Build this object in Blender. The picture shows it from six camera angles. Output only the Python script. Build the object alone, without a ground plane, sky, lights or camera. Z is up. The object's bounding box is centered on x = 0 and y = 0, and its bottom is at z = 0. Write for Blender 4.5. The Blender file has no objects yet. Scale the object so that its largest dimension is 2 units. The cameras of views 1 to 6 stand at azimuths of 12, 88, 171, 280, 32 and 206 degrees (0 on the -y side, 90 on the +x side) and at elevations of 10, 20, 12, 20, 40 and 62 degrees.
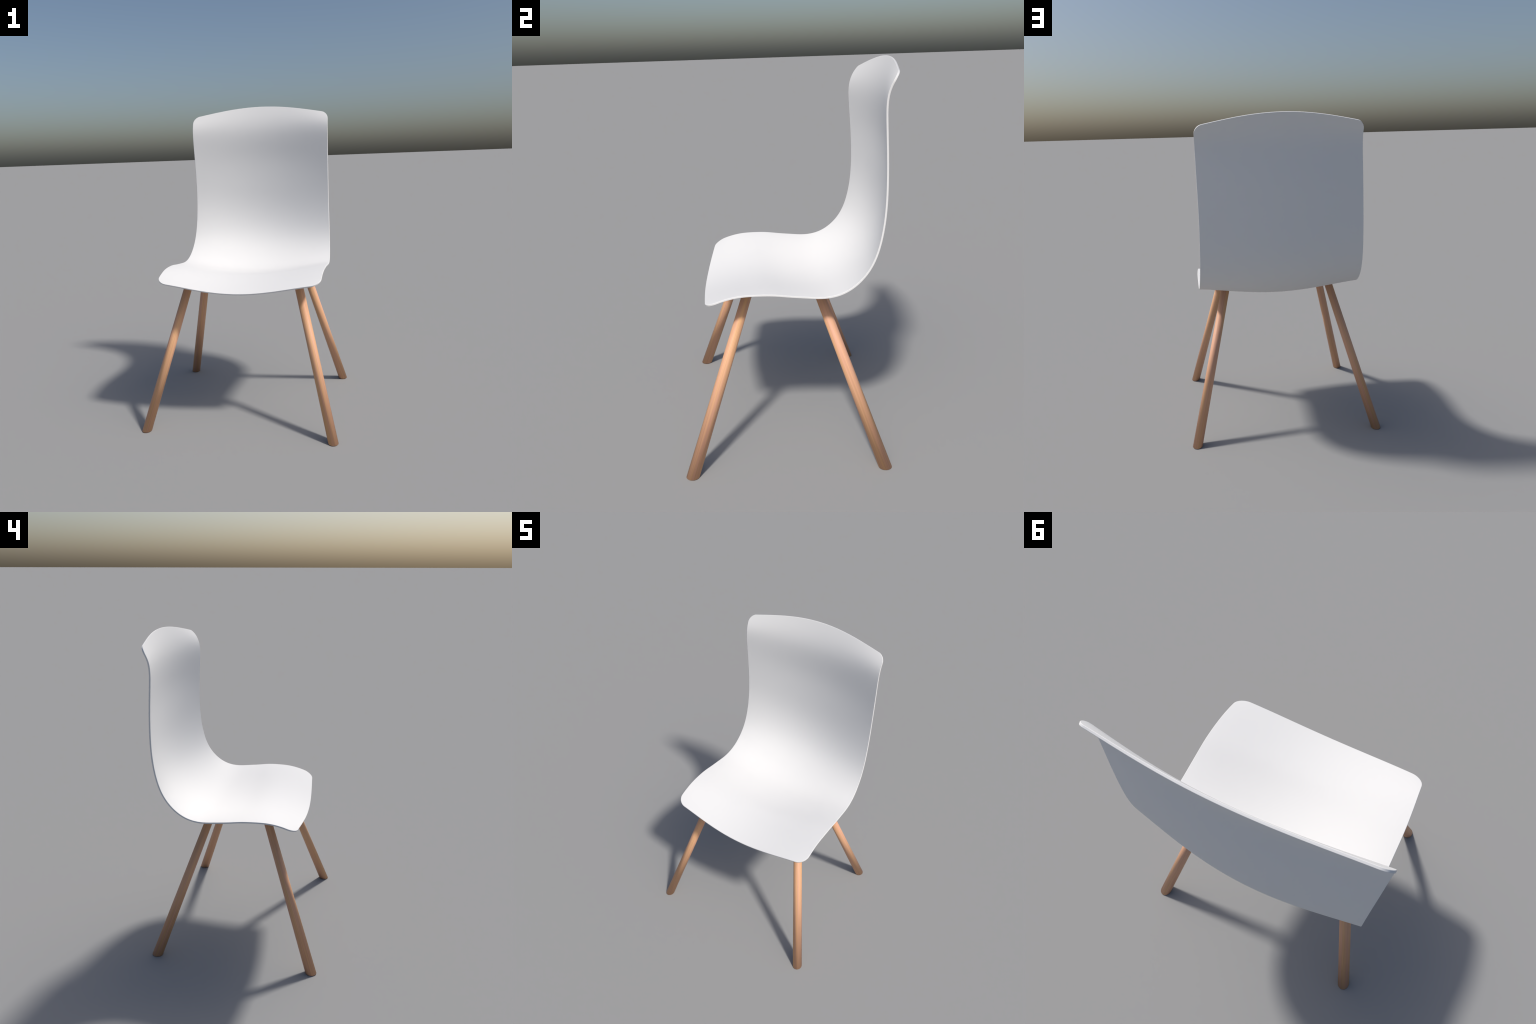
"""A dining chair: a one-piece white moulded shell (seat and backrest) on four
splayed, tapered round wooden legs.  The shell is a loft: a side profile for the
middle line and one for the rim, a half width along the profile, and a dished
cross-section between them."""
import bpy, bmesh, math
import numpy as np
from mathutils import Matrix, Vector
from mathutils.bvhtree import BVHTree

# ------------------------------------------------------------------ shell: controls
# (y, z) side profiles, from the front lip of the seat, round the bend, to the top of the back
CENTRE_PROFILE = [(-0.4144, 0.8497), (-0.3231, 0.8807), (-0.2279, 0.9012), (-0.1289, 0.9090), (-0.0240, 0.8961), (0.0925, 0.8858), (0.2239, 0.8885), (0.3598, 0.9462), (0.4709, 1.0703), (0.5191, 1.2488), (0.5224, 1.4471), (0.5154, 1.6455), (0.5040, 1.8384), (0.5477, 1.9982)]
RIM_PROFILE = [(-0.3852, 0.9039), (-0.3280, 0.9285), (-0.2678, 0.9464), (-0.2038, 0.9561), (-0.1346, 0.9578), (-0.0610, 0.9547), (0.0157, 0.9450), (0.0958, 0.9362), (0.1794, 0.9306), (0.2658, 0.9467), (0.3468, 0.9987), (0.4116, 1.0871), (0.4486, 1.2043), (0.4648, 1.3357), (0.4662, 1.4705), (0.4601, 1.6032), (0.4510, 1.7334), (0.4529, 1.8501), (0.4931, 1.9352)]
HALF_WIDTH = [0.5019, 0.5053, 0.5112, 0.5105, 0.5060, 0.4943, 0.4863, 0.4868, 0.4872]
DISH_SHAPE = [1.3570, 1.5042, 1.6035, 1.5512, 1.2839, 1.1377, 1.2142]
YAW = [-0.0067, -0.0018, -0.0176, -0.0048]
ROLL = [0.0004, 0.0066, 0.0011, -0.0071]
SHIFT_X = 0.0004
END_CROWN = [-0.0021, -0.0007, -0.0005, 0.0040]
FRONT_CORNER, TOP_CORNER = (0.0626, 0.0625), (0.0482, 0.0437)     # rounding along the rim, across
THICKNESS = 0.0092
EDGE = 0.0020            # rounding of the rim


def spline(knots, u):
    """Natural cubic spline through evenly spaced knots, u in 0..1."""
    k = np.asarray(knots, float)
    k = k[:, None] if k.ndim == 1 else k
    n = len(k)
    a, b = np.zeros((n, n)), np.zeros((n, n))
    a[0, 0] = a[-1, -1] = 1
    for i in range(1, n - 1):
        a[i, i - 1:i + 2] = 1, 4, 1
        b[i, i - 1:i + 2] = 6, -12, 6
    m = np.linalg.solve(a, b @ k)
    x = np.clip(np.asarray(u, float) * (n - 1), 0, n - 1)
    i = np.minimum(x.astype(int), n - 2)
    f = (x - i)[:, None]
    return k[i] * (1 - f) + k[i + 1] * f + ((1 - f) ** 3 - (1 - f)) / 6 * m[i] + (f ** 3 - f) / 6 * m[i + 1]


# arc length along the rim, to place rows and round the corners in metres
_u = np.linspace(0, 1, 4001)
_s = np.r_[0, np.cumsum(np.linalg.norm(np.diff(spline(RIM_PROFILE, _u), axis=0), axis=1))]
LENGTH = _s[-1]
CORNER_STEPS, BODY_STEPS, COLUMNS = 10, 130, 64


def rows(inset):
    """Arc-length position and corner cut-back of every row, for a sheet pulled in by `inset`."""
    phi = np.linspace(0, math.pi / 2, CORNER_STEPS + 1)
    (f, f_cut), (t, t_cut) = (np.array(r) - inset for r in (FRONT_CORNER, TOP_CORNER))
    front_s, front_cut = inset + f * (1 - np.cos(phi)), f_cut * (1 - np.sin(phi))
    top_s, top_cut = LENGTH - inset - t * (1 - np.cos(phi[::-1])), t_cut * (1 - np.sin(phi[::-1]))
    mid = np.linspace(FRONT_CORNER[0], LENGTH - TOP_CORNER[0], BODY_STEPS + 1)[1:-1]
    return np.r_[front_s, mid, top_s], np.r_[front_cut, mid * 0, top_cut]


def place(s, x):
    """Point of the shell's middle surface for arc length s (rows) and sideways position x (rows, columns)."""
    u = np.interp(s, _s, _u)
    c, r = spline(CENTRE_PROFILE, u), spline(RIM_PROFILE, u)
    w, k = spline(HALF_WIDTH, u), spline(DISH_SHAPE, u)
    yaw, roll = spline(YAW, u), spline(ROLL, u)
    v = np.abs(x) / w
    g = k * v ** 2 + (1 - k) * v ** 4
    v = np.minimum(v, 1)
    hump = 4 * (v ** 2 - v ** 4)
    top = np.clip((u - 0.82) / 0.18, 0, 1)[:, None] ** 2
    front = np.clip((0.12 - u) / 0.12, 0, 1)[:, None] ** 2
    y = c[:, :1] + (r - c)[:, :1] * g + hump * (top * END_CROWN[0] + front * END_CROWN[2]) + yaw * x
    z = c[:, 1:] + (r - c)[:, 1:] * g + hump * (top * END_CROWN[1] + front * END_CROWN[3]) + roll * x
    return np.stack([x + SHIFT_X, y, z], -1)


def sheet(inset):
    s, cut = rows(inset)
    w = spline(HALF_WIDTH, np.interp(s, _s, _u))[:, 0] - inset - cut
    x = np.linspace(-1, 1, COLUMNS + 1)[None, :] * w[:, None]
    p, d = place(s, x), 1e-3
    along = place(np.minimum(s + d, LENGTH), x) - place(np.maximum(s - d, 0), x)
    across = place(s, x + d) - place(s, x - d)
    n = np.cross(along, across)
    n /= np.linalg.norm(n, axis=-1, keepdims=True)
    return p, n


def ring(a):
    """The border of a (rows, columns, 3) sheet as one closed loop."""
    return np.concatenate([a[0, :-1], a[:-1, -1], a[-1, :0:-1], a[:0:-1, 0]])


def shell_geometry():
    p, n = sheet(EDGE)
    if n[n.shape[0] // 4, COLUMNS // 2, 2] < 0:
        n = -n
    half = THICKNESS / 2
    nr, nc = p.shape[:2]
    pts, nrm = [(p + n * half).reshape(-1, 3), (p - n * half).reshape(-1, 3)], [n.reshape(-1, 3), -n.reshape(-1, 3)]
    grid = np.arange(nr * nc).reshape(nr, nc)
    quads, flip = [], []
    q = np.stack([grid[:-1, :-1], grid[:-1, 1:], grid[1:, 1:], grid[1:, :-1]], -1).reshape(-1, 4)
    quads.append(q)
    quads.append(q[:, ::-1] + nr * nc)
    # the rounded rim: loops that run from the upper face round the edge to the lower face
    angles = [22.5, 45, 67.5, 90, 90, 112.5, 135, 157.5]
    loops, start = [ring(grid[..., None])[:, 0]], 2 * nr * nc
    lower = loops[0] + nr * nc
    inner = ring(p)
    for i, deg in enumerate(angles):
        a = math.radians(deg)
        b, m = sheet(EDGE * (1 - math.sin(a)))
        m = m if (m[nr // 4, nc // 2] @ n[nr // 4, nc // 2]) > 0 else -m
        b, m = ring(b), ring(m)
        side = 1 if i < 4 else -1
        out = ring(sheet(0)[0]) - inner
        out -= (out * m).sum(1, keepdims=True) * m
        out /= np.linalg.norm(out, axis=1, keepdims=True)
        pts.append(b + m * (side * (half - EDGE) + EDGE * math.cos(a)))
        nrm.append(m * math.cos(a) + out * math.sin(a))
        loops.append(start + np.arange(len(b)))
        start += len(b)
    loops.append(lower)
    for a, b in zip(loops[:-1], loops[1:]):
        quads.append(np.stack([a, b, np.roll(b, -1), np.roll(a, -1)], -1))
    pts, nrm, quads = np.concatenate(pts), np.concatenate(nrm), np.concatenate(quads)
    # wind every face along its vertex normals
    e1, e2 = pts[quads[:, 2]] - pts[quads[:, 0]], pts[quads[:, 3]] - pts[quads[:, 1]]
    wrong = (np.cross(e1, e2) * nrm[quads].sum(1)).sum(1) < 0
    quads[wrong] = quads[wrong][:, ::-1]
    return pts, nrm, quads


def mesh_object(name, pts, faces, normals=None, parent=None, material=None):
    me = bpy.data.meshes.new(name)
    me.from_pydata([tuple(q) for q in pts], [], [tuple(int(i) for i in f) for f in faces])
    me.polygons.foreach_set("use_smooth", [True] * len(me.polygons))
    me.update()
    if normals is not None:
        me.normals_split_custom_set_from_vertices([tuple(q) for q in normals])
    ob = bpy.data.objects.new(name, me)
    bpy.context.scene.collection.objects.link(ob)
    ob.parent = parent
    if material:
        me.materials.append(material)
    return ob


# ------------------------------------------------------------------ materials
def new_material(name):
    m = bpy.data.materials.new(name)
    m.use_nodes = True
    return m, m.node_tree.nodes, m.node_tree.links, m.node_tree.nodes["Principled BSDF"]


def plastic():
    m, nodes, links, b = new_material("white_plastic")
    b.inputs["Base Color"].default_value = (0.72, 0.72, 0.72, 1)
    b.inputs["Roughness"].default_value = 0.75
    b.inputs["Specular IOR Level"].default_value = 0.35
    return m


def wood():
    m, nodes, links, b = new_material("oiled_beech")
    co = nodes.new("ShaderNodeTexCoord")
    info = nodes.new("ShaderNodeObjectInfo")
    shift = nodes.new("ShaderNodeVectorMath")
    shift.operation = "SCALE"
    shift.inputs[0].default_value = (3.1, 1.7, 5.3)
    links.new(info.outputs["Random"], shift.inputs["Scale"])
    add = nodes.new("ShaderNodeVectorMath")
    links.new(co.outputs["Object"], add.inputs[0])
    links.new(shift.outputs[0], add.inputs[1])

    def grain(scale, detail, stops):
        mp = nodes.new("ShaderNodeMapping")
        mp.inputs["Scale"].default_value = scale
        links.new(add.outputs[0], mp.inputs["Vector"])
        t = nodes.new("ShaderNodeTexNoise")
        t.inputs["Scale"].default_value = 1.0
        t.inputs["Detail"].default_value = detail
        links.new(mp.outputs[0], t.inputs["Vector"])
        r = nodes.new("ShaderNodeValToRGB")
        r.color_ramp.elements[0].position, r.color_ramp.elements[0].color = stops[0][0], (*stops[0][1], 1)
        r.color_ramp.elements[1].position, r.color_ramp.elements[1].color = stops[1][0], (*stops[1][1], 1)
        links.new(t.outputs["Fac"], r.inputs["Fac"])
        return r.outputs["Color"], t.outputs["Fac"]

    # broad pinkish / honey bands, then fine fibres, all running along the leg
    base, _ = grain((70, 70, 1.6), 2.0, [(0.36, (0.675, 0.365, 0.245)), (0.64, (0.695, 0.395, 0.205))])
    fine, fac = grain((400, 400, 2.2), 3.0, [(0.32, (0.86, 0.83, 0.82)), (0.68, (1.08, 1.08, 1.05))])
    mix = nodes.new("ShaderNodeMix")
    mix.data_type, mix.blend_type = "RGBA", "MULTIPLY"
    mix.inputs["Factor"].default_value = 1.0
    links.new(base, mix.inputs["A"])
    links.new(fine, mix.inputs["B"])
    links.new(mix.outputs["Result"], b.inputs["Base Color"])
    b.inputs["Roughness"].default_value = 0.55
    b.inputs["Specular IOR Level"].default_value = 0.4
    return m


# ------------------------------------------------------------------ build
chair = bpy.data.objects.new("dining_chair", None)
bpy.context.scene.collection.objects.link(chair)
chair["label"] = "white moulded shell chair on four splayed round wooden legs"
chair["category"] = "chair"
WHITE, WOOD = plastic(), wood()

points, normals, quads = shell_geometry()
# seat and backrest are one seamless moulding, parted by region half way round the bend
middle = points[quads].mean(1)
is_back = (middle[:, 1] - 0.30) + (middle[:, 2] - 0.97) > 0.06
tree = BVHTree.FromPolygons([Vector(p) for p in points], [tuple(int(i) for i in q) for q in quads])
for name, mask in (("seat", ~is_back), ("backrest", is_back)):
    used, index = np.unique(quads[mask], return_inverse=True)
    mesh_object(name, points[used], index.reshape(-1, 4), normals[used], chair, WHITE)

# legs: foot centre on the floor, and where the axis stands at the height TOP_Z
TOP_Z = 0.87
FOOT_X, HEAD_X = 0.5737, 0.3490
FOOT_Y, HEAD_Y = (-0.5070, 0.4824), (-0.2006, 0.1757)
FOOT_SEMI, HEAD_SEMI = (0.0302, 0.0345), (0.0270, 0.0262)     # level section at floor and head
SIDES = 48
FOOT_SOFT, HEAD_SOFT = 1.35, 1.0
for side in (1, -1):
    for foot_y, head_y in zip(FOOT_Y, HEAD_Y):
        foot, head = Vector((side * FOOT_X, foot_y, 0)), Vector((side * HEAD_X, head_y, TOP_Z))
        axis = (head - foot).normalized()
        hit = tree.ray_cast(foot + axis * 0.5, axis)[0]
        end = (hit + axis * 0.005)                    # sunk into the shell's underside
        rise = end.z
        frame = Matrix.Translation(foot) @ axis.to_track_quat("Z", "Y").to_matrix().to_4x4()
        inverse = frame.inverted()
        levels = [(0.0, 1.0)] + [(rise * (i / 24), 1.0) for i in range(1, 25)]
        pts, faces, smooth = [], [], []
        to_local = inverse.to_3x3()
        for z, shrink in levels:
            c = foot + (head - foot) * (z / TOP_Z)
            k = min(z / TOP_Z, 1.0)
            ax, ay = ((FOOT_SEMI[j] * (1 - k) + HEAD_SEMI[j] * k) * shrink for j in (0, 1))
            for i in range(SIDES):
                a = math.tau * i / SIDES
                pts.append(inverse @ Vector((c.x + ax * math.cos(a), c.y + ay * math.sin(a), z)))
                # soft turned dowel: the shading rolls over towards the head end and under at the foot
                out = Vector((math.cos(a) / ax, math.sin(a) / ay, 0)).normalized()
                out = (out - axis * out.dot(axis)).normalized()
                foot_n, head_n = (out - axis * FOOT_SOFT).normalized(), (out + axis * HEAD_SOFT).normalized()
                smooth.append(to_local @ (foot_n * (1 - z / rise) + head_n * (z / rise)).normalized())
        for j in range(len(levels) - 1):
            for i in range(SIDES):
                k = (i + 1) % SIDES
                faces.append((j * SIDES + i, j * SIDES + k, (j + 1) * SIDES + k, (j + 1) * SIDES + i))
        # end caps on their own vertices, so that they stay flat
        n = len(levels) * SIDES
        for first, normal, order in ((0, Vector((0, 0, -1)), -1), (n - SIDES, to_local @ axis, 1)):
            base = len(pts)
            pts += [pts[first + i] for i in range(SIDES)]
            smooth += [to_local @ normal if order < 0 else normal] * SIDES
            faces.append(tuple(base + i for i in range(SIDES))[::order])
        leg = mesh_object("leg", pts, faces, smooth, chair, WOOD)
        leg.matrix_local = frame
